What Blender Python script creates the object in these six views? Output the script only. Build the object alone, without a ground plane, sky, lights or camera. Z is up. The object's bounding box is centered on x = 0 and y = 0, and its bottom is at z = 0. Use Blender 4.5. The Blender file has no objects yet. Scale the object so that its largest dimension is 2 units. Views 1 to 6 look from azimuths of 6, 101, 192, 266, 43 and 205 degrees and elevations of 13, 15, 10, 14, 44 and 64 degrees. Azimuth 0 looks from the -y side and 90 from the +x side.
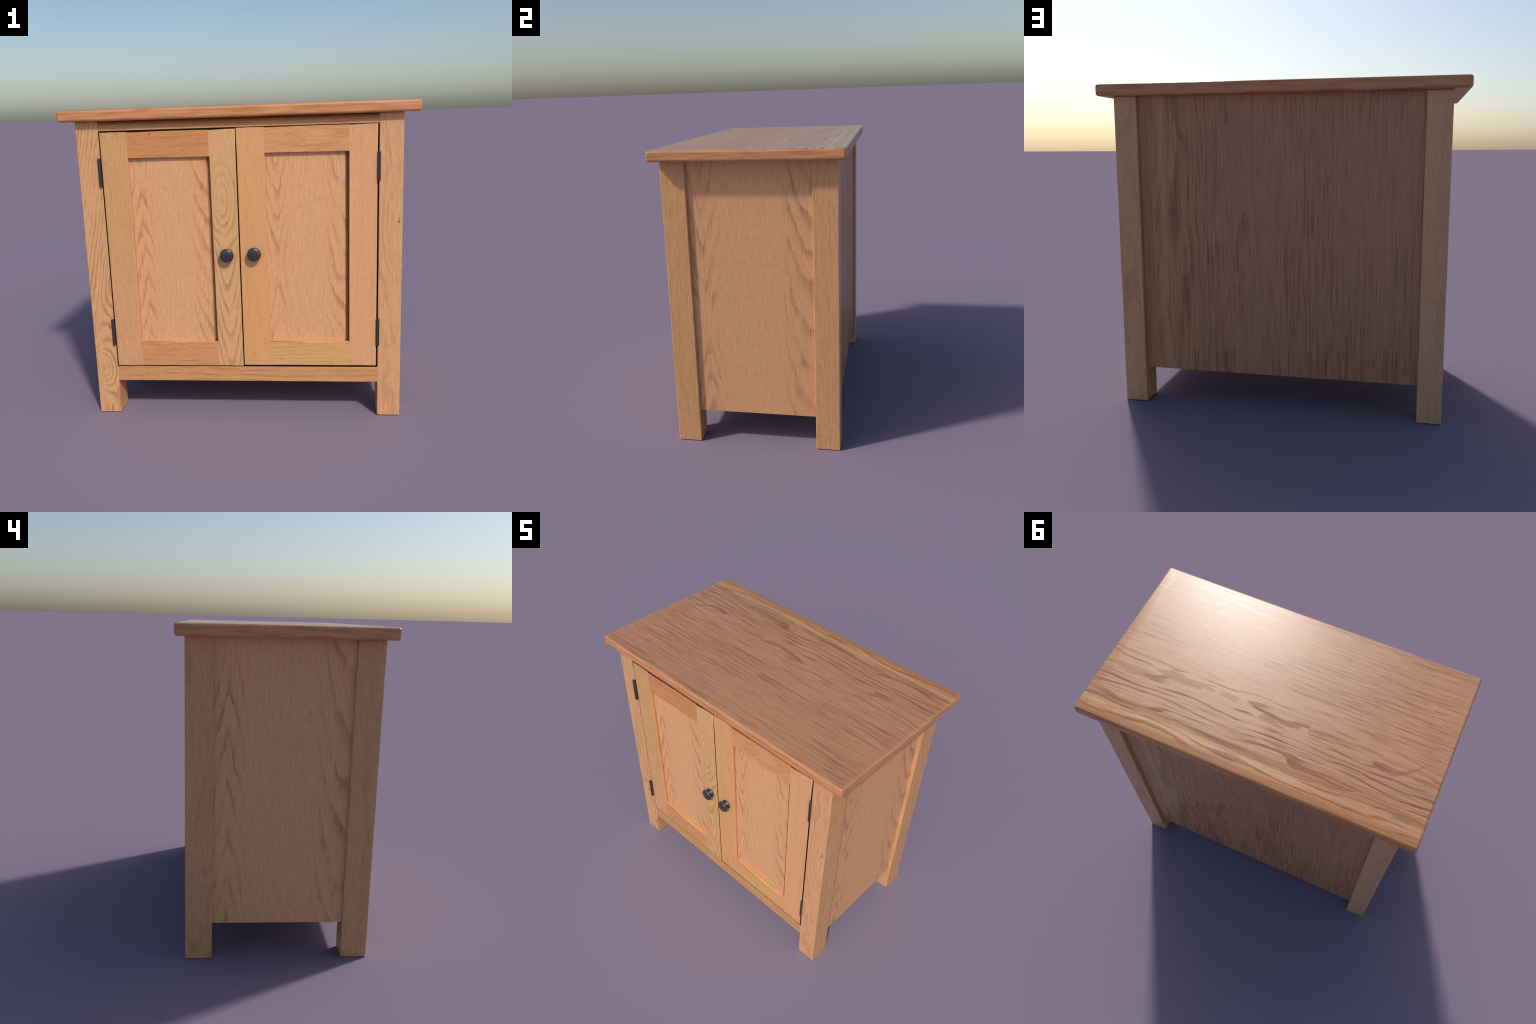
import bpy, bmesh, math
from mathutils import Vector

# ---------------------------------------------------------------------------
# small node-graph helper
# ---------------------------------------------------------------------------
class G:
    def __init__(s, name):
        s.mat = bpy.data.materials.new(name)
        s.mat.use_nodes = True
        s.t = s.mat.node_tree
        s.t.nodes.clear()
        s.out = s.t.nodes.new('ShaderNodeOutputMaterial')
        s.p = s.t.nodes.new('ShaderNodeBsdfPrincipled')
        s.t.links.new(s.p.outputs[0], s.out.inputs[0])
        tc = s.t.nodes.new('ShaderNodeTexCoord')
        sp = s.t.nodes.new('ShaderNodeSeparateXYZ')
        s.t.links.new(tc.outputs['Object'], sp.inputs[0])
        s.ax = {'x': sp.outputs[0], 'y': sp.outputs[1], 'z': sp.outputs[2]}
        geo = s.t.nodes.new('ShaderNodeNewGeometry')
        sn = s.t.nodes.new('ShaderNodeSeparateXYZ')
        s.normal = geo.outputs['Normal']
        s.t.links.new(geo.outputs['Normal'], sn.inputs[0])
        s.n = {'x': sn.outputs[0], 'y': sn.outputs[1], 'z': sn.outputs[2]}

    def put(s, sock, v):
        if isinstance(v, bpy.types.NodeSocket):
            s.t.links.new(v, sock)
        else:
            sock.default_value = v

    def m(s, op, a, b=0.0, c=None, clamp=False):
        n = s.t.nodes.new('ShaderNodeMath')
        n.operation = op
        n.use_clamp = clamp
        s.put(n.inputs[0], a)
        s.put(n.inputs[1], b)
        if c is not None:
            s.put(n.inputs[2], c)
        return n.outputs[0]

    def add(s, *v):
        r = v[0]
        for q in v[1:]:
            r = s.m('ADD', r, q)
        return r

    def sub(s, a, b): return s.m('SUBTRACT', a, b)
    def mul(s, *v):
        r = v[0]
        for q in v[1:]:
            r = s.m('MULTIPLY', r, q)
        return r

    def step(s, v, lo, hi, a=0.0, b=1.0):
        n = s.t.nodes.new('ShaderNodeMapRange')
        n.interpolation_type = 'SMOOTHSTEP'
        s.put(n.inputs[0], v)
        for i, q in enumerate((lo, hi, a, b)):
            n.inputs[i + 1].default_value = q
        return n.outputs[0]

    def vec(s, x, y, z=0.0):
        n = s.t.nodes.new('ShaderNodeCombineXYZ')
        for i, q in enumerate((x, y, z)):
            s.put(n.inputs[i], q)
        return n.outputs[0]

    def noise(s, x, y, z=0.0, detail=2.0, rough=0.5):
        n = s.t.nodes.new('ShaderNodeTexNoise')
        n.inputs['Scale'].default_value = 1.0
        n.inputs['Detail'].default_value = detail
        n.inputs['Roughness'].default_value = rough
        s.put(n.inputs['Vector'], s.vec(x, y, z))
        return n.outputs['Fac']

    def cnoise(s, *a, **k):
        return s.sub(s.noise(*a, **k), 0.5)

    def mix(s, f, a, b, blend='MIX'):
        n = s.t.nodes.new('ShaderNodeMix')
        n.data_type = 'RGBA'
        n.blend_type = blend
        s.put(n.inputs['Factor'], f)
        for k, v in ((6, a), (7, b)):
            s.put(n.inputs[k], v if isinstance(v, bpy.types.NodeSocket) else (*v[:3], 1.0))
        return n.outputs[2]

    def mixf(s, f, a, b):
        return s.add(a, s.mul(f, s.sub(b, a)))

    def ramp(s, f, stops, interp='LINEAR'):
        n = s.t.nodes.new('ShaderNodeValToRGB')
        n.color_ramp.interpolation = interp
        e = n.color_ramp.elements
        while len(e) < len(stops):
            e.new(0.5)
        for el, (p, c) in zip(e, stops):
            el.position = p
            el.color = (*c[:3], 1.0) if hasattr(c, '__len__') else (c, c, c, 1.0)
        s.put(n.inputs[0], f)
        return n.outputs[0]

    def gauss(s, A, L, a0, sa, l0, sl, tilt=0.0):
        """soft elliptical spot, long axis along the grain"""
        da = s.sub(A, a0)
        dl = s.sub(L, l0)
        if tilt:
            da = s.sub(da, s.mul(dl, tilt))
        e = s.add(s.m('POWER', s.m('ABSOLUTE', s.mul(da, 1 / sa)), 2.0),
                  s.m('POWER', s.m('ABSOLUTE', s.mul(dl, 1 / sl)), 2.0))
        return s.m('EXPONENT', s.mul(e, -1.0))

    def bump(s, h, dist=0.001, strength=0.3, normal=None):
        n = s.t.nodes.new('ShaderNodeBump')
        n.inputs['Distance'].default_value = dist
        n.inputs['Strength'].default_value = strength
        s.put(n.inputs['Height'], h)
        if normal is not None:
            s.put(n.inputs['Normal'], normal)
        return n.outputs[0]


def srgb(r, g, b):
    f = lambda c: c / 12.92 if c <= 0.04045 else ((c + 0.055) / 1.055) ** 2.4
    return tuple(f(v / 255) for v in (r, g, b))


# oak tones (base colours)
HONEY = srgb(211, 161, 114)      # door stiles, rails
PINK = srgb(210, 157, 116)
YELLOW = srgb(208, 166, 112)
GREEN = srgb(200, 162, 112)
ORANGE = srgb(206, 146, 98)
RUSSET = srgb(190, 132, 88)
BROWN = srgb(168, 116, 78)
DEEP = srgb(140, 92, 62)


def ring(g, f, soft=0.5):
    """annual rings: slow rise to dark late wood, quick drop"""
    return g.ramp(g.m('FRACT', f), [(0.0, 0.0), (0.48, 0.08), (0.78, 0.80), (0.87, 1.0), (1.0, 0.0)], 'EASE')


def oak(name, grain='z', across='x', light=HONEY, dark=BROWN, tint=YELLOW, tint_amt=0.5,
        tint_scale=(1.2, 7.0), F=14.0, warp=2.0, warp_scale=(1.3, 6.0), wob=0.15, ring_amt=0.5,
        ring_mask=None, terms=None, pore_amt=0.35, pore_scale=(8.0, 170.0), spots=(),
        side=None, rough=(0.42, 0.55), seed=0.0, grade=None, spec=(0.45, 0.35), gain=1.04, mirror=1.0, gaps=()):
    g = G(name)
    lit = lambda c: tuple(min(1.0, v * gain * q) for v, q in zip(c, (1.07, 1.06, 0.985)))

    def figure(A, L, D, o):
        A0, L0 = A, L
        wa = g.cnoise(g.mul(L, 7.0), g.mul(A, 30.0), seed + o['so'] + 3.1, detail=3)
        A = g.add(A, g.mul(wa, 0.010))
        n1 = g.cnoise(g.mul(L, o['warp_scale'][0]), g.mul(A, o['warp_scale'][1]), seed + o['so'], detail=2)
        n2 = g.cnoise(g.mul(L, 11.0), g.mul(A, 60.0), seed + o['so'] + 7.7, detail=3)
        f = g.add(g.mul(A, o['F']), g.mul(n1, o['warp']), g.mul(n2, o['wob']))
        if o['terms']:
            f = g.add(f, o['terms'](g, A, L))
        r = ring(g, f)
        pores = g.noise(g.mul(L, o['pore_scale'][0]), g.mul(A0, o['pore_scale'][1]),
                        seed + o['so'] + 11.0, detail=4, rough=0.62)
        streak = g.step(pores, 0.42, 0.68)
        fade_ = g.step(g.noise(g.mul(L, 3.0), g.mul(A, 14.0), seed + o['so'] + 27.0, detail=2), 0.34, 0.62, 0.25, 1.15)
        amt = g.mul(r, o['ring_amt'], fade_, g.add(0.62, g.mul(streak, 0.6)))
        if o['ring_mask']:
            amt = g.mul(amt, o['ring_mask'](g, A, L))
        tone = g.noise(g.mul(L, o['tint_scale'][0]), g.mul(A, o['tint_scale'][1]), seed + o['so'] + 19.0, detail=3, rough=0.55)
        tone = g.step(tone, 0.40, 0.66)
        c = g.mix(g.mul(tone, o['tint_amt']), lit(o['light']), lit(o['tint']))
        if o['grade']:
            c = o['grade'](g, c, A, L)
        c = g.mix(g.m('MINIMUM', amt, 1.0), c, o['dark'])
        c = g.mix(g.mul(streak, o['pore_amt']), c, g.mix(0.75, c, o['dark']))
        fleck = g.noise(g.mul(L, 26.0), g.mul(A, 95.0), seed + o['so'] + 33.0, detail=2)
        c = g.mix(g.step(fleck, 0.50, 0.72, 0.0, 0.40), c, g.mix(0.55, c, o['dark']))
        c = g.mix(g.step(fleck, 0.46, 0.28, 0.0, 0.14), c, lit(srgb(226, 170, 124)))
        fine = g.noise(g.mul(L, 14.0), g.mul(A0, 420.0), seed + 23.0, detail=2)
        c = g.mix(g.step(fine, 0.35, 0.75, 0.0, 0.22), c, g.mix(0.6, c, o['dark']))
        for (a0, sa, l0, sl, col, k) in o['spots']:
            sp = g.step(g.gauss(A, L, a0, sa, l0, sl), 0.25, 0.8)
            c = g.mix(g.mul(sp, k), c, col)
        return c, g.m('MAXIMUM', g.mul(streak, 0.6), amt)

    main = dict(so=0.0, F=F, warp=warp, warp_scale=warp_scale, wob=wob, terms=terms, pore_scale=pore_scale,
                ring_amt=ring_amt, ring_mask=ring_mask, tint_scale=tint_scale, tint_amt=tint_amt,
                light=light, dark=dark, tint=tint, pore_amt=pore_amt, spots=spots, grade=grade)
    other = [a for a in 'xyz' if a not in (grain, across)][0]
    c, h = figure(g.ax[across] if mirror > 0 else g.mul(g.ax[across], -1.0), g.ax[grain], g.ax[other], main)
    if side is not None:
        o = dict(main)
        o.update(so=41.3, terms=None, ring_mask=None, spots=(), grade=None)
        o.update({k: v for k, v in side.items() if k != 'on'})
        on = side.get('on', across)
        A2 = g.ax[other] if on == across else g.ax[across]
        c2, h2 = figure(A2, g.ax[grain], g.ax[across], o)
        k = g.step(g.m('ABSOLUTE', g.n[on]), 0.75, 0.95)
        c = g.mix(k, c, c2)
        h = g.mixf(k, h, h2)
    for ax_, sg in gaps:        # faces inside the shut lines painted near-black for the gap shadow
        c = g.mix(g.step(g.mul(g.n[ax_], sg), 0.6, 0.9), c, srgb(26, 18, 13))
    g.put(g.p.inputs['Base Color'], c)
    g.put(g.p.inputs['Roughness'], g.mixf(h, rough[0], rough[1]))
    g.put(g.p.inputs['Specular IOR Level'], g.mixf(h, spec[0], spec[1]))
    g.put(g.p.inputs['Normal'], g.bump(g.mul(h, -1.0), 0.0008, 0.25))
    return g


# ---------------------------------------------------------------------------
# geometry helpers
# ---------------------------------------------------------------------------
def finish(bm, name, loc, mat, parent, weighted=True):
    me = bpy.data.meshes.new(name)
    bmesh.ops.recalc_face_normals(bm, faces=bm.faces)
    bm.to_mesh(me)
    bm.free()
    for p in me.polygons:
        p.use_smooth = True
    me.materials.append(mat)
    ob = bpy.data.objects.new(name, me)
    bpy.context.collection.objects.link(ob)
    ob.parent = parent
    base = parent.matrix_world.translation if parent and parent.parent else Vector((0, 0, 0))
    ob.location = Vector(loc) - (WORLD.get(parent.name, Vector((0, 0, 0))) if parent else Vector((0, 0, 0)))
    WORLD[ob.name] = Vector(loc)
    if weighted:
        w = ob.modifiers.new('weighted', 'WEIGHTED_NORMAL')
        w.keep_sharp = True
        w.weight = 80
    return ob


WORLD = {}


def board(name, x, y, z, mat, parent, r=0.003, seg=3, cuts=None, pick=None):
    """a planed board with rounded arrises; cuts = heights/positions of extra
    loops so that pick(edge middle, edge direction) can leave edges square"""
    c = Vector(((x[0] + x[1]) / 2, (y[0] + y[1]) / 2, (z[0] + z[1]) / 2))
    d = Vector((x[1] - x[0], y[1] - y[0], z[1] - z[0]))
    bm = bmesh.new()
    bmesh.ops.create_cube(bm, size=1.0)
    for v in bm.verts:
        v.co = Vector((v.co.x * d.x, v.co.y * d.y, v.co.z * d.z))
    for axis, val in (cuts or ()):
        no = Vector((0, 0, 0))
        no[axis] = 1
        co = Vector((0, 0, 0))
        co[axis] = val - c[axis]
        bmesh.ops.bisect_plane(bm, geom=bm.verts[:] + bm.edges[:] + bm.faces[:], plane_co=co, plane_no=no)
    bm.normal_update()
    ed = []
    for e in bm.edges:
        if e.calc_face_angle(0) < 0.5:
            continue
        mid = (e.verts[0].co + e.verts[1].co) / 2 + c
        if pick is None or pick(mid, (e.verts[1].co - e.verts[0].co).normalized()):
            ed.append(e)
    if r > 0 and ed:
        bmesh.ops.bevel(bm, geom=ed, offset=r, segments=seg, affect='EDGES', profile=0.5, clamp_overlap=True)
    return finish(bm, name, c, mat, parent)


def lathe(name, profile, n, loc, mat, parent):
    """turned part: profile of (radius, distance) about the -y axis"""
    bm = bmesh.new()
    rings = []
    for r, t in profile:
        if r < 1e-6:
            rings.append([bm.verts.new((0, -t, 0))])
        else:
            rings.append([bm.verts.new((r * math.cos(2 * math.pi * i / n), -t, r * math.sin(2 * math.pi * i / n))) for i in range(n)])
    for a, b in zip(rings, rings[1:]):
        for i in range(n):
            j = (i + 1) % n
            if len(a) == 1:
                bm.faces.new((a[0], b[i], b[j]))
            elif len(b) == 1:
                bm.faces.new((a[i], a[j], b[0]))
            else:
                bm.faces.new((a[i], a[j], b[j], b[i]))
    return finish(bm, name, loc, mat, parent, weighted=False)


# ---------------------------------------------------------------------------
# dimensions (metres)
# ---------------------------------------------------------------------------
TOP_Z0, TOP_Z1 = 1.766, 1.830
TOP_X, TOP_Y = 1.0, 0.5565
LEG_XI, LEG_XO = 0.782, 0.9135
LEG_YI, LEG_YO = 0.3635, 0.5095
FRONT = -0.5085

root = bpy.data.objects.new('wooden_cupboard', None)
bpy.context.collection.objects.link(root)
root['label'] = 'small honey oak two-door cupboard with black round knobs'
root['category'] = 'cupboard'

# ---------------------------------------------------------------------------
# materials
# ---------------------------------------------------------------------------
T_LIGHT = srgb(191, 138, 101)
T_YEL = srgb(196, 148, 100)
T_DARK = srgb(140, 86, 57)
T_DEEP = srgb(138, 90, 62)


def plank_figure(name, A_ax, L_ax, sa=1.0, sl=1.0, a_off=0.0, l_off=0.0, edge=None, rough=(0.345, 0.17), fq=1.0, wv=1.0, broad_amt=0.85, seed=0.0, gain=1.0):
    """wide flat-sawn veneer: fine streaks at the front, broad wandering bands and a
    yellow sapwood stripe towards one edge, dark lumps along the heart line"""
    g = G(name)
    A = g.mul(g.sub(g.ax[A_ax], a_off), sa)
    L = g.mul(g.sub(g.ax[L_ax], l_off), sl)
    w1 = g.cnoise(g.mul(L, 1.3), g.mul(A, 5.0), seed + 1.0, detail=2)
    w2 = g.cnoise(g.mul(L, 5.0), g.mul(A, 22.0), seed + 5.0, detail=3, rough=0.6)
    w3 = g.cnoise(g.mul(L, 9.0), g.mul(A, 110.0), seed + 7.0, detail=3, rough=0.65)
    back = g.step(A, -0.02, 0.16)                      # wide figure towards the back
    Aw = g.add(A, g.mul(w1, 0.035 * wv), g.mul(w2, 0.010 * wv), g.mul(w3, 0.010 * wv))
    Lw = g.add(L, g.mul(g.cnoise(g.mul(L, 4.0), g.mul(A, 45.0), seed + 9.0, detail=4, rough=0.65), 0.42))
    Ab = g.add(A, g.mul(g.cnoise(g.mul(L, 3.0), g.mul(A, 14.0), seed + 10.0, detail=2), 0.030), g.mul(w3, 0.016))
    # wide wandering bands along the heart line
    heart = g.m('SQRT', g.add(g.m('POWER', g.m('ABSOLUTE', g.sub(Aw, 0.155)), 2.0), 0.0012))
    f = g.add(g.mul(heart, 21.0), g.mul(g.cnoise(g.mul(L, 1.5), g.mul(Aw, 7.0), seed + 13.0, detail=2), 4.2))
    broad = g.mul(g.step(ring(g, f), 0.30, 0.62), g.step(g.noise(g.mul(L, 2.0), g.mul(A, 16.0), seed + 15.0, detail=2), 0.36, 0.6, 0.1, 1.0))
    # streaks: long soft ones, shorter crisp ones, pores
    Af = g.add(A, g.mul(w1, 0.016 * wv), g.mul(w2, 0.004 * wv))
    zone = g.step(g.noise(g.mul(L, 1.1), g.mul(A, 4.0), seed + 16.0, detail=2), 0.36, 0.64)
    long_ = g.step(g.noise(g.mul(L, 2.0), g.mul(Af, 105.0 * fq), seed + 25.0, detail=3, rough=0.6), 0.50, 0.60)
    crisp = g.step(g.noise(g.mul(L, 5.0), g.mul(Af, 190.0 * fq), seed + 27.0, detail=3, rough=0.55), 0.52, 0.59)
    pores = g.step(g.noise(g.mul(L, 9.0), g.mul(Af, 330.0 * fq), seed + 21.0, detail=3, rough=0.6), 0.55, 0.63)
    lines = g.step(g.noise(g.mul(L, 3.0), g.mul(Af, 270.0 * fq), seed + 29.0, detail=2, rough=0.5), 0.50, 0.60)
    broad = g.mul(broad, g.add(0.62, g.mul(lines, 0.30), g.mul(crisp, 0.25)))
    lumps = g.mul(broad, g.mixf(back, 0.06, broad_amt))
    dark = g.add(lumps, g.mul(lines, g.mixf(zone, 0.12, 0.22)), g.mul(long_, g.mixf(zone, 0.26, 0.50)),
                 g.mul(crisp, g.mixf(zone, 0.32, 0.44)), g.mul(pores, 0.28), g.mul(zone, 0.06))
    for (a0, s_a, l0, s_l, k) in ((0.172, 0.036, -0.035, 0.085, 0.55), (0.150, 0.034, 0.55, 0.11, 0.50), (0.135, 0.022, 0.40, 0.07, 0.45),
                                  (0.145, 0.024, 0.24, 0.07, 0.45), (0.152, 0.026, -0.38, 0.11, 0.38),
                                  (0.20, 0.03, 0.80, 0.22, 0.40), (0.33, 0.022, 0.10, 0.16, 0.30), (0.40, 0.018, -0.2, 0.14, 0.3)):
        b = g.step(g.gauss(Ab, Lw, a0, s_a, l0, s_l), 0.30, 0.55)
        dark = g.m('MAXIMUM', dark, g.mul(b, k * 0.85, g.add(0.65, g.mul(crisp, 0.45))))
        lumps = g.m('MAXIMUM', lumps, g.mul(b, k * 1.0))
    dark = g.m('MINIMUM', g.mul(dark, 0.92 * gain), 1.0)
    # tones across the width
    tone = g.noise(g.mul(L, 1.3), g.mul(A, 9.0), seed + 31.0, detail=2)
    base = g.mix(g.step(tone, 0.4, 0.65, 0.0, 0.55), T_LIGHT, srgb(186, 138, 100))
    sap = g.step(Aw, 0.26, 0.44)
    base = g.mix(g.mul(sap, 0.7), base, T_YEL)
    line = g.gauss(Ab, g.mul(L, 0.0), 0.462, 0.014, 0.0, 1.0)
    band = g.gauss(Ab, g.mul(L, 0.0), 0.412, 0.024, 0.0, 1.0)
    rim = g.step(A, 0.475, 0.535)
    c = g.mix(dark, base, T_DARK)
    c = g.mix(g.mul(band, g.step(g.noise(g.mul(L, 2.2), g.mul(A, 30.0), seed + 35.0, detail=3), 0.38, 0.56), g.step(L, -0.4, 0.3, 0.25, 0.85)), c, T_DEEP)
    c = g.mix(g.mul(line, g.step(L, -0.8, 0.4, 0.15, 0.6)), c, srgb(206, 158, 106))
    c = g.mix(g.mul(rim, 0.65), c, srgb(160, 106, 64))
    # grey-green mineral marks near one end
    dip = g.m('MAXIMUM', g.mul(g.sub(-0.74, L), 1 / 0.15), 0.0)
    arc_c = g.sub(0.213, g.mul(g.m('POWER', dip, 1.3), 0.115))
    arc = g.step(g.gauss(g.sub(Ab, arc_c), L, 0.0, 0.017, -0.755, 0.165), 0.22, 0.85)
    c = g.mix(g.mul(arc, 0.7), c, srgb(124, 96, 78))
    for (a0, s_a, l0, s_l, kk) in ((0.430, 0.024, -0.855, 0.055, 0.7), (0.250, 0.016, -0.92, 0.07, 0.6), (0.30, 0.014, -0.84, 0.07, 0.35), (-0.40, 0.010, -0.95, 0.08, 0.3)):
        c = g.mix(g.mul(g.step(g.gauss(Ab, Lw, a0, s_a, l0, s_l), 0.2, 0.9), kk), c, srgb(134, 106, 82))
    k = 0.0
    if edge:
        # the slab's edges are plainer and more orange
        ea = g.noise(g.mul(g.add(g.ax['x'], g.ax['y']), 5.0), g.mul(g.ax['z'], 60.0), seed + 51.0, detail=3, rough=0.6)
        ec = g.mix(g.step(ea, 0.38, 0.66), srgb(208, 146, 98), srgb(186, 122, 78))
        k = g.step(g.n['z'], 0.86, 0.50)
        c = g.mix(k, c, ec)
    g.put(g.p.inputs['Base Color'], c)
    # the dark late wood polishes up, the pale open wood stays satin
    sm = g.m('MINIMUM', g.add(g.mul(lumps, 1.3), g.mul(dark, 0.32)), 1.0)
    if edge:
        wavy = g.add(g.ax['x'], g.mul(w2, 0.02), g.mul(w3, 0.10))
        sm = g.m('MAXIMUM', sm, g.mul(g.step(wavy, 0.90, 0.97), 0.75))
    sm = g.m('MAXIMUM', sm, g.mul(g.m('MAXIMUM', rim, band), 0.9))
    rr = g.mixf(sm, *rough)
    g.put(g.p.inputs['Roughness'], g.mixf(k, rr, 0.36) if edge else rr)
    g.put(g.p.inputs['Specular IOR Level'], 0.5)
    nrm = None
    g.put(g.p.inputs['Normal'], g.bump(g.mul(dark, -1.0), 0.0006, 0.12, nrm))
    return g.mat


def panel_oak(name, across, w, turn, seed, light=PINK, tint=GREEN, mirror=1.0, edge_shade=0.0, gain=1.11, k=1.0, ring_amt=0.72, period=6.4):
    """veneered field: pointed arches down one side (they flip over at height `turn`),
    slanting lines down the other, fine straight grain between them"""
    def mask(g, A, L):
        left = g.step(A, -w + 0.150 * k, -w + 0.075 * k)
        near = g.m('ABSOLUTE', g.sub(L, turn))
        left = g.mul(left, g.step(near, 0.02, 0.12, 0.25, 1.0))
        right = g.step(A, w - 0.150 * k, w - 0.085 * k)
        return g.add(left, right)

    def terms(g, A, L):
        a0 = g.add(-w + 0.060 * k, g.mul(g.cnoise(g.mul(L, 2.0), seed + 71.0), 0.03))
        arc = g.m('POWER', g.m('ABSOLUTE', g.mul(g.sub(A, a0), 1 / (0.050 * k))), 1.35)
        Lj = g.add(L, g.mul(g.cnoise(g.mul(L, 2.6), g.mul(A, 3.0), seed + 61.0), 0.22))
        turned = g.add(g.sub(Lj, turn), g.mul(g.cnoise(g.mul(A, 18.0), seed + 81.0), 0.20))
        turned = g.m('SQRT', g.add(g.mul(turned, turned), 0.004))
        fl = g.sub(g.mul(turned, period), g.mul(arc, 1.05))
        t = g.sub(A, w - 0.13 * k)
        fr = g.add(g.mul(t, 27.0 / k), g.mul(g.mul(t, t), -95.0 / (k * k)), g.mul(Lj, 0.95 * period))
        return g.mixf(g.step(A, -0.03, 0.03), fl, fr)

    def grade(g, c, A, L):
        if edge_shade:      # stile's shadow on the field, darkened into the wood colour
            c = g.mix(g.mul(g.step(A, w - edge_shade, w - edge_shade * 0.45), 0.75), c, srgb(96, 62, 44))
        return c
    return oak(name, 'z', across, light=light, dark=srgb(166, 110, 76), tint=tint, tint_amt=0.55, tint_scale=(1.0, 11.0),
               F=0.0, warp=1.1, warp_scale=(2.2, 7.0), wob=0.30, ring_amt=ring_amt, ring_mask=mask, terms=terms,
               pore_amt=0.30, pore_scale=(7.0, 150.0), seed=seed, mirror=mirror, grade=grade, gain=gain).mat


M_top = plank_figure('tabletop_oak', 'y', 'x', edge=True)
M_back = plank_figure('back_veneer', 'x', 'z', sa=1 / 1.41, sl=1.0, l_off=0.0, rough=(0.5, 0.26), seed=0.0, gain=0.88, fq=1.15, wv=0.5, broad_amt=0.55)

# legs ----------------------------------------------------------------------
QUARTER = dict(on='x', F=95.0, warp=1.6, warp_scale=(0.9, 6.0), wob=0.2, ring_amt=0.40, light=srgb(212, 158, 112),
               tint=srgb(208, 160, 105), tint_amt=0.7, pore_amt=0.40, dark=srgb(156, 106, 68))


def leg_fl(g, A, L):          # front left leg: slanting figure above, a target-shaped eye low down
    up = g.step(L, -0.42, -0.05)
    slant = g.add(g.mul(L, 9.0), g.mul(A, -44.0))
    eye = g.mul(g.gauss(A, L, -0.030, 0.065, -0.585, 0.125), 5.6)
    return g.add(g.mul(up, slant), g.mul(g.sub(1.0, up), g.add(eye, g.mul(A, 14.0))))


def leg_fr(g, A, L):          # front right leg: faint swirl half way up
    return g.add(g.mul(g.gauss(A, L, 0.045, 0.075, 0.22, 0.22), 3.4), g.mul(A, 9.0), g.mul(L, 1.6))


KNOT = srgb(120, 70, 46)
M_leg = [  # front left, front right, back right, back left
    oak('leg_oak_figured', light=srgb(212, 162, 116), dark=srgb(160, 108, 68), tint=PINK, F=2.0, warp=3.0, warp_scale=(2.2, 9.0), wob=0.35,
        ring_amt=0.85, terms=leg_fl, seed=2.0, side=dict(QUARTER, F=9.0, warp=1.6, light=srgb(208, 154, 114), tint=PINK, ring_amt=0.22, pore_amt=0.24)).mat,
    oak('leg_oak_plain', light=srgb(211, 158, 116), dark=srgb(164, 112, 74), tint=PINK, F=4.0, warp=2.2, warp_scale=(2.8, 11.0), wob=0.4,
        ring_amt=0.45, terms=leg_fr, seed=5.0, side=QUARTER,
        spots=((0.046, 0.006, 0.285, 0.012, KNOT, 0.8), (0.050, 0.004, 0.305, 0.008, KNOT, 0.7))).mat,
    oak('leg_oak_rear', light=srgb(212, 162, 124), dark=srgb(164, 114, 80), tint=srgb(210, 164, 118), F=6.0, warp=2.6, warp_scale=(2.5, 8.0), wob=0.3,
        ring_amt=0.35, seed=9.0, side=QUARTER).mat,
    oak('leg_oak_pale', light=srgb(214, 164, 128), dark=srgb(168, 118, 84), tint=srgb(212, 166, 122), F=5.0, warp=1.2, warp_scale=(2.0, 9.0), wob=0.3,
        ring_amt=0.25, seed=14.0, side=dict(QUARTER, F=7.0, light=srgb(206, 153, 112), tint=PINK, ring_amt=0.34, warp=4.5, warp_scale=(3.0, 9.0), pore_amt=0.24)).mat,
]

# ---------------------------------------------------------------------------
# carcass
# ---------------------------------------------------------------------------
board('tabletop', (-TOP_X, TOP_X), (-TOP_Y, TOP_Y), (TOP_Z0, TOP_Z1), M_top, root, r=0.0150, seg=6)
spots_xy = [(-1, -1), (1, -1), (1, 1), (-1, 1)]
for i, (sx, sy) in enumerate(spots_xy):
    xs = sorted((sx * LEG_XI, sx * LEG_XO))
    ys = sorted((sy * LEG_YI, sy * LEG_YO))
    board('leg', xs, ys, (0.0, TOP_Z0), M_leg[i], root, r=0.005, seg=3)

SIDE_X = 0.891
M_side = [panel_oak('side_veneer', 'y', LEG_YI, -0.15, 3.0, light=srgb(204, 150, 110), tint=srgb(194, 153, 110), k=1.35, ring_amt=0.78, gain=1.22, period=4.4),
          panel_oak('side_veneer_flipped', 'y', LEG_YI, 0.74, 8.0, light=srgb(204, 151, 110), tint=srgb(193, 155, 110), k=1.35, mirror=-1.0, ring_amt=0.72, gain=1.30, period=3.8)]
board('side_panel', (-SIDE_X, -SIDE_X + 0.03), (-LEG_YI - 0.03, LEG_YI + 0.03), (0.206, TOP_Z0), M_side[1], root, r=0.0)
board('side_panel', (SIDE_X - 0.03, SIDE_X), (-LEG_YI - 0.03, LEG_YI + 0.03), (0.206, TOP_Z0), M_side[0], root, r=0.0)
board('back_panel', (-LEG_XI - 0.03, LEG_XI + 0.03), (0.455, 0.4885), (0.206, TOP_Z0), M_back, root, r=0.0)

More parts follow.
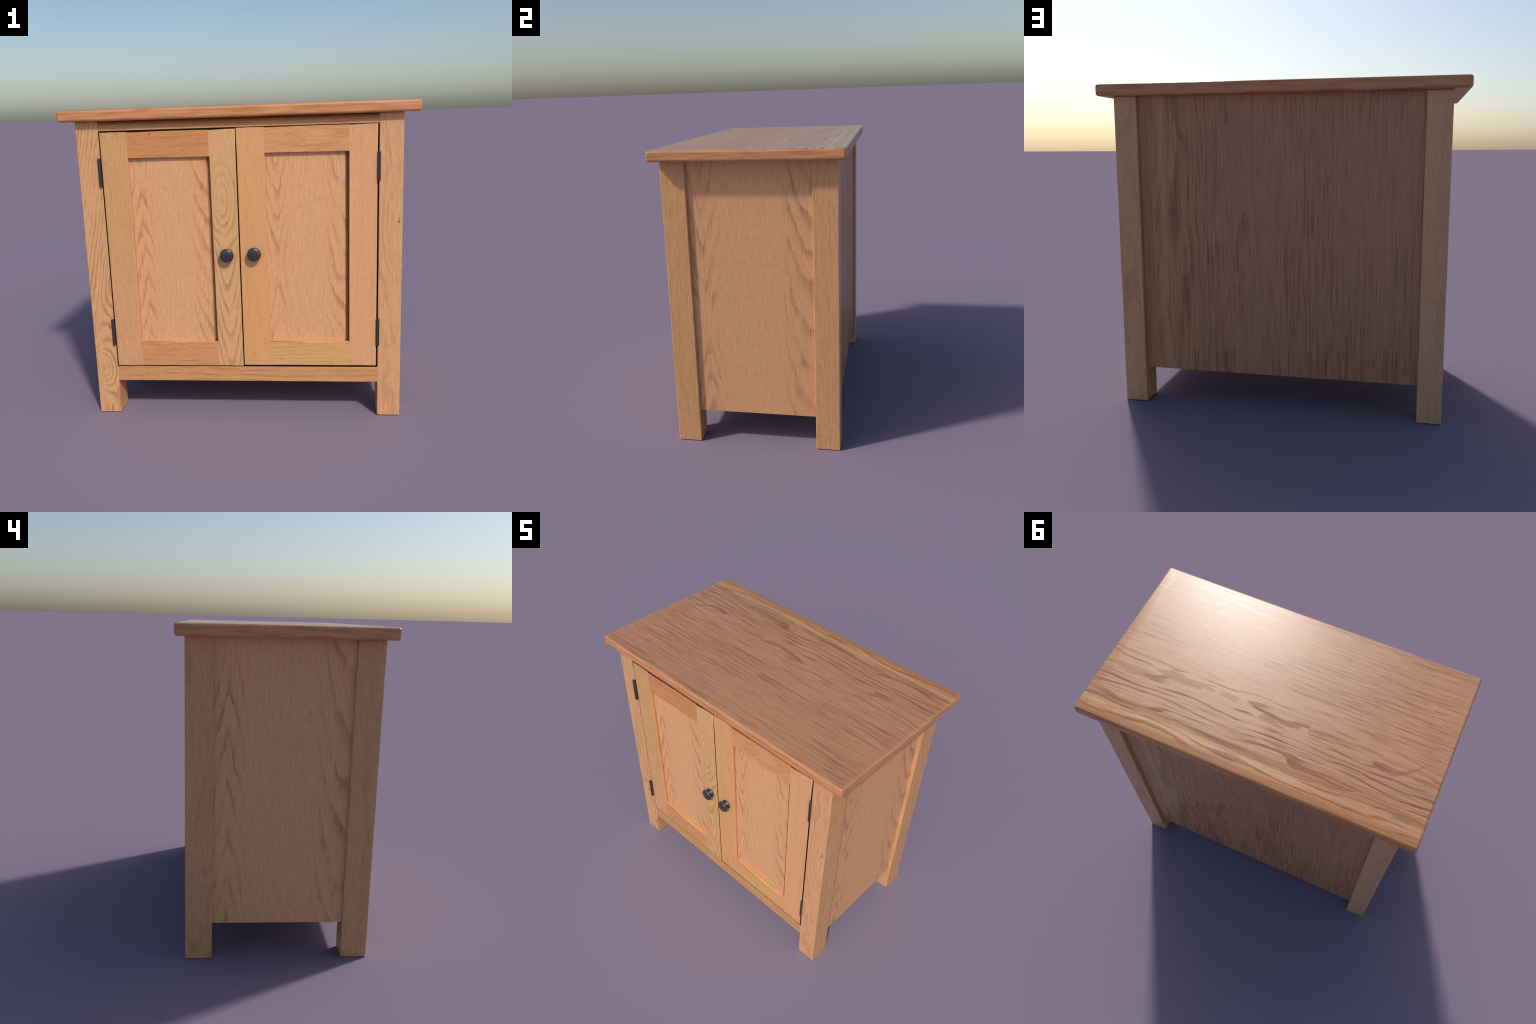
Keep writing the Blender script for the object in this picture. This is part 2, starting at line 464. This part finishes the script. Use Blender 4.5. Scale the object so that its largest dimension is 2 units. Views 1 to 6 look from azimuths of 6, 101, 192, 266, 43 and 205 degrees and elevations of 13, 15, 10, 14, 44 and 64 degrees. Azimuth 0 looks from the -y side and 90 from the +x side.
M_rail = oak('frame_rail_oak', 'x', 'z', gaps=(('z', 1),), light=srgb(204, 148, 102), dark=srgb(150, 98, 60), tint=srgb(198, 150, 96), F=24.0, warp=3.0,
             warp_scale=(1.6, 8.0), wob=0.25, ring_amt=0.6, seed=21.0,
             side=dict(on='z', light=srgb(200, 148, 104), F=30.0, ring_amt=0.3)).mat
M_rail2 = oak('frame_top_rail_oak', 'x', 'z', gaps=(('z', -1),), light=srgb(206, 150, 106), dark=srgb(160, 106, 68), F=20.0, warp=1.4, ring_amt=0.35, seed=25.0).mat
board('frame_rail', (-LEG_XI - 0.004, LEG_XI + 0.004), (FRONT + 0.0015, FRONT + 0.06), (0.2105, 0.3045), M_rail, root, r=0.003,
      pick=lambda m, d: abs(d.x) > 0.9)
board('frame_rail', (-LEG_XI - 0.004, LEG_XI + 0.004), (FRONT + 0.0015, FRONT + 0.06), (1.711, TOP_Z0), M_rail2, root, r=0.003,
      pick=lambda m, d: abs(d.x) > 0.9 and m.z < 1.75)
M_inside = oak('inside_oak', 'x', 'y', light=srgb(178, 134, 98), dark=srgb(140, 96, 66), F=14.0, ring_amt=0.3, seed=30.0).mat
board('bottom_panel', (-SIDE_X + 0.031, SIDE_X - 0.031), (-0.44, 0.454), (0.222, 0.245), M_inside, root, r=0.0)

# ---------------------------------------------------------------------------
# doors
SHADE_STRIP_W = 0.0215      # width of the step that deepens the shadow strip beside the right stile
# ---------------------------------------------------------------------------
gm = G('blackened_iron')
mott = gm.noise(gm.mul(gm.ax['x'], 40.0), gm.mul(gm.ax['y'], 40.0), gm.mul(gm.ax['z'], 40.0), detail=1)
gm.put(gm.p.inputs['Base Color'], gm.mix(gm.step(mott, 0.35, 0.7), srgb(48, 47, 49), srgb(53, 51, 53)))
gm.put(gm.p.inputs['Roughness'], gm.mixf(mott, 0.27, 0.33))
gm.put(gm.p.inputs['Specular IOR Level'], 0.5)
gm.put(gm.p.inputs['Coat Weight'], 0.45)
gm.put(gm.p.inputs['Coat Roughness'], 0.28)
M_iron = gm.mat

KNOB = [(0.0, 0.0), (0.0300, 0.0), (0.0330, 0.0012), (0.0342, 0.0035), (0.0338, 0.0062), (0.0310, 0.0100), (0.0268, 0.0145),
        (0.0238, 0.0185), (0.0226, 0.0215), (0.0236, 0.0242), (0.0290, 0.0262), (0.0358, 0.0276), (0.0390, 0.0292),
        (0.0403, 0.0316), (0.0404, 0.0344), (0.0394, 0.0376), (0.0372, 0.0408), (0.0340, 0.0434), (0.0298, 0.0453),
        (0.0240, 0.0466), (0.0160, 0.0474), (0.0080, 0.0478), (0.0, 0.0479)]


def stile_eye(g, A, L):       # meeting stile: long eye above the knob, pointed arches below
    eye = g.mul(g.gauss(A, L, -0.010, 0.058, 0.300, 0.175), 3.7)
    low = g.sub(g.mul(L, 6.2), g.mul(g.m('POWER', g.m('ABSOLUTE', g.mul(A, 24.0)), 1.6), 0.75))
    k = g.step(L, 0.02, 0.16)
    return g.add(g.mul(k, eye), g.mul(g.sub(1.0, k), low))


WARM_EDGE = dict(on='x', light=srgb(230, 172, 126), tint=srgb(224, 162, 114), dark=srgb(190, 124, 76), F=20.0, ring_amt=0.2, pore_amt=0.15)


def fade(c_top, c_bot, lo, hi, k):
    def f(g, c, A, L):
        return g.mix(k, c, g.mix(g.step(L, lo, hi), c_bot, c_top))
    return f


def door(x0, x1, z0, z1, ix0, ix1, iz0, iz1, mats, knob_x, knob_z, hinge_x, hinge_dir):
    M_panel, M_ls, M_rs, M_tr, M_br = mats
    yb = FRONT + 0.044
    cx, cy, cz = (ix0 + ix1) / 2, FRONT + 0.030, (iz0 + iz1) / 2
    prof = [(ix0 - 0.012, 0.0205), (ix1 - SHADE_STRIP_W, 0.0205), (ix1 - SHADE_STRIP_W, 0.0375), (ix1 + 0.012, 0.0375), (ix1 + 0.012, 0.0415), (ix0 - 0.012, 0.0415)]
    bm = bmesh.new()
    lo, hi = [[bm.verts.new((px - cx, FRONT + py - cy, zz - cz)) for px, py in prof] for zz in (iz0 - 0.012, iz1 + 0.012)]
    bm.faces.new(lo)
    bm.faces.new(hi)
    for i in range(len(prof)):
        j = (i + 1) % len(prof)
        bm.faces.new((lo[i], lo[j], hi[j], hi[i]))
    d = finish(bm, 'door', (cx, cy, cz), M_panel, root, weighted=False)
    for p in d.data.polygons:
        p.use_smooth = False
    R = 0.0042

    def pick_stile(inner):
        def f(m, dr):
            if abs(dr.z) > 0.9:
                if abs(m.x - inner) < 1e-4:
                    return m.y < FRONT + 0.01 and iz0 < m.z < iz1
                return m.y < FRONT + 0.01
            return abs(dr.x) > 0.9 and m.y < FRONT + 0.01
        return f
    for (a, b, inner, mt) in ((x0, ix0, ix0, M_ls), (ix1, x1, ix1, M_rs)):
        board('door_stile', (a, b), (FRONT, yb), (z0, z1), mt, d, r=R, seg=3, cuts=((2, iz0), (2, iz1)), pick=pick_stile(inner))
    for (a, b, mt) in ((iz1, z1, M_tr), (z0, iz0, M_br)):
        board('door_rail', (ix0, ix1), (FRONT + 0.0003, yb), (a, b), mt, d, r=R, seg=3,
              pick=lambda m, dr: abs(dr.x) > 0.9 and m.y < FRONT + 0.01)
    lathe('knob', KNOB, 48, (knob_x, FRONT, knob_z), M_iron, d)
    for (h0, h1) in ((1.3985, 1.5620), (0.4425, 0.6080)):
        hinge(hinge_x, h0, h1, hinge_dir, d)


def hinge(x, z0, z1, toward, parent):
    """butt hinge: knuckle barrel with rounded ends and the edge of its leaf"""
    zc = (z0 + z1) / 2
    h = (z1 - z0) / 2
    r = 0.0080
    bm = bmesh.new()
    n = 20
    prof = [(0.0, -h), (0.0045, -h), (r * 0.9, -h + 0.0018), (r, -h + 0.005)]
    prof += [(r, h - 0.005), (r * 0.9, h - 0.0018), (0.0045, h), (0.0, h)]
    rings = []
    for rr, zz in prof:
        rings.append([bm.verts.new((0, 0, zz))] if rr == 0 else
                     [bm.verts.new((rr * math.cos(2 * math.pi * i / n), rr * math.sin(2 * math.pi * i / n), zz)) for i in range(n)])
    for a, b in zip(rings, rings[1:]):
        for i in range(n):
            j = (i + 1) % n
            if len(a) == 1:
                bm.faces.new((a[0], b[j], b[i]))
            elif len(b) == 1:
                bm.faces.new((a[i], a[j], b[0]))
            else:
                bm.faces.new((a[i], a[j], b[j], b[i]))
    # leaf running back into the gap between door and leg
    res = bmesh.ops.create_cube(bm, size=1.0)
    for v in res['verts']:
        v.co = Vector((v.co.x * 0.0036 + toward * 0.0062, v.co.y * 0.038 + 0.019, v.co.z * (2 * h - 0.004)))
    return finish(bm, 'hinge', (x, FRONT - 0.0095, zc), M_iron, parent)


# left door
L_panel = panel_oak('door_panel_veneer', 'x', 0.2325, 0.45, 33.0, light=srgb(210, 156, 116), edge_shade=SHADE_STRIP_W)
L_ls = oak('stile_oak_straight', gaps=(('x', -1),), side=WARM_EDGE, light=srgb(209, 158, 108), dark=srgb(160, 116, 70), tint=srgb(208, 158, 120), F=62.0, warp=1.2, wob=0.2,
           ring_amt=0.36, warp_scale=(0.7, 5.0), seed=41.0, pore_amt=0.34,
           grade=fade(srgb(208, 160, 104), srgb(214, 158, 118), -0.3, 0.15, 0.5)).mat
L_rs = oak('stile_oak_eye', gaps=(('x', 1),), side=WARM_EDGE, light=srgb(210, 164, 116), dark=srgb(170, 120, 74), tint=PINK, F=1.0, warp=1.0, warp_scale=(2.4, 11.0), wob=0.22,
           ring_amt=0.85, terms=stile_eye, seed=45.0, pore_amt=0.2,
           spots=((0.008, 0.005, 0.17, 0.012, srgb(136, 84, 52), 0.7),)).mat
L_tr = oak('rail_oak_russet', 'x', 'z', gaps=(('z', 1),), side=dict(WARM_EDGE, on='z'), light=srgb(202, 140, 90), dark=srgb(156, 100, 60), tint=srgb(196, 134, 84), F=18.0, warp=1.8,
           warp_scale=(2.0, 10.0), ring_amt=0.3, seed=49.0, spots=((0.06, 0.005, -0.10, 0.008, srgb(150, 86, 50), 0.8),)).mat
L_br = oak('rail_oak_brown', 'x', 'z', gaps=(('z', -1),), side=dict(WARM_EDGE, on='z'), light=srgb(202, 146, 100), dark=srgb(158, 108, 68), tint=srgb(204, 142, 108), F=34.0, warp=3.0,
           warp_scale=(2.0, 9.0), ring_amt=0.4, seed=53.0).mat
door(-0.7765, -0.0066, 0.3085, 1.7030, -0.6215, -0.1565, 0.4605, 1.5540, (L_panel, L_ls, L_rs, L_tr, L_br), -0.0768, 0.993, -0.7878, 1)

# right door
R_panel = panel_oak('door_panel_veneer', 'x', 0.2325, -0.12, 37.0, light=srgb(210, 156, 116), edge_shade=SHADE_STRIP_W)
R_ls = oak('stile_oak_orange', gaps=(('x', -1),), side=WARM_EDGE, light=srgb(210, 158, 106), dark=srgb(186, 124, 78), tint=srgb(212, 146, 98), F=10.0, warp=3.0, warp_scale=(3.0, 14.0),
           ring_amt=0.2, seed=61.0, pore_amt=0.15).mat
R_rs = oak('stile_oak_pale', gaps=(('x', 1),), side=WARM_EDGE, light=srgb(214, 160, 118), dark=srgb(178, 124, 84), tint=srgb(216, 156, 112), F=14.0, warp=1.6, warp_scale=(1.5, 8.0),
           ring_amt=0.22, seed=65.0, pore_amt=0.22).mat
R_tr = oak('rail_oak_wavy', 'x', 'z', gaps=(('z', 1),), side=dict(WARM_EDGE, on='z'), light=srgb(210, 152, 102), dark=srgb(160, 104, 62), tint=srgb(206, 154, 98), F=20.0, warp=4.0,
           warp_scale=(3.0, 9.0), ring_amt=0.4, seed=69.0).mat
R_br = oak('rail_oak_striped', 'x', 'z', gaps=(('z', -1),), side=dict(WARM_EDGE, on='z'), light=srgb(212, 166, 108), dark=srgb(164, 116, 66), tint=srgb(208, 150, 96), F=44.0, warp=1.6,
           warp_scale=(1.0, 6.0), ring_amt=0.45, seed=73.0).mat
door(-0.0020, 0.7745, 0.3140, 1.7078, 0.1545, 0.6190, 0.4630, 1.5640, (R_panel, R_ls, R_rs, R_tr, R_br), 0.0802, 0.998, 0.7822, -1)

# black bars modelled inside the door gaps to draw their darkness
ga = G('shadow_gap_strip')
ga.put(ga.p.inputs['Base Color'], ga.mix(ga.noise(ga.mul(ga.ax['x'], 40.0), ga.mul(ga.ax['z'], 40.0)), srgb(16, 12, 10), srgb(30, 22, 17)))
ga.put(ga.p.inputs['Roughness'], 0.9)
ga.put(ga.p.inputs['Specular IOR Level'], 0.1)
YS = (FRONT + 0.0035, FRONT + 0.02)
for xs, zs in (((-LEG_XI - 0.002, -0.7755), (0.3045, 1.711)), ((0.7735, LEG_XI + 0.002), (0.3045, 1.711)), ((-0.0076, -0.0010), (0.3045, 1.711)),
               ((-0.7755, -0.0076), (1.7020, 1.7125)), ((-0.0010, 0.7735), (1.7068, 1.7125)),
               ((-0.7755, -0.0076), (0.3030, 0.3095)), ((-0.0010, 0.7735), (0.3030, 0.3150))):
    board('gap_shadow_bar', xs, YS, zs, ga.mat, root, r=0.0)
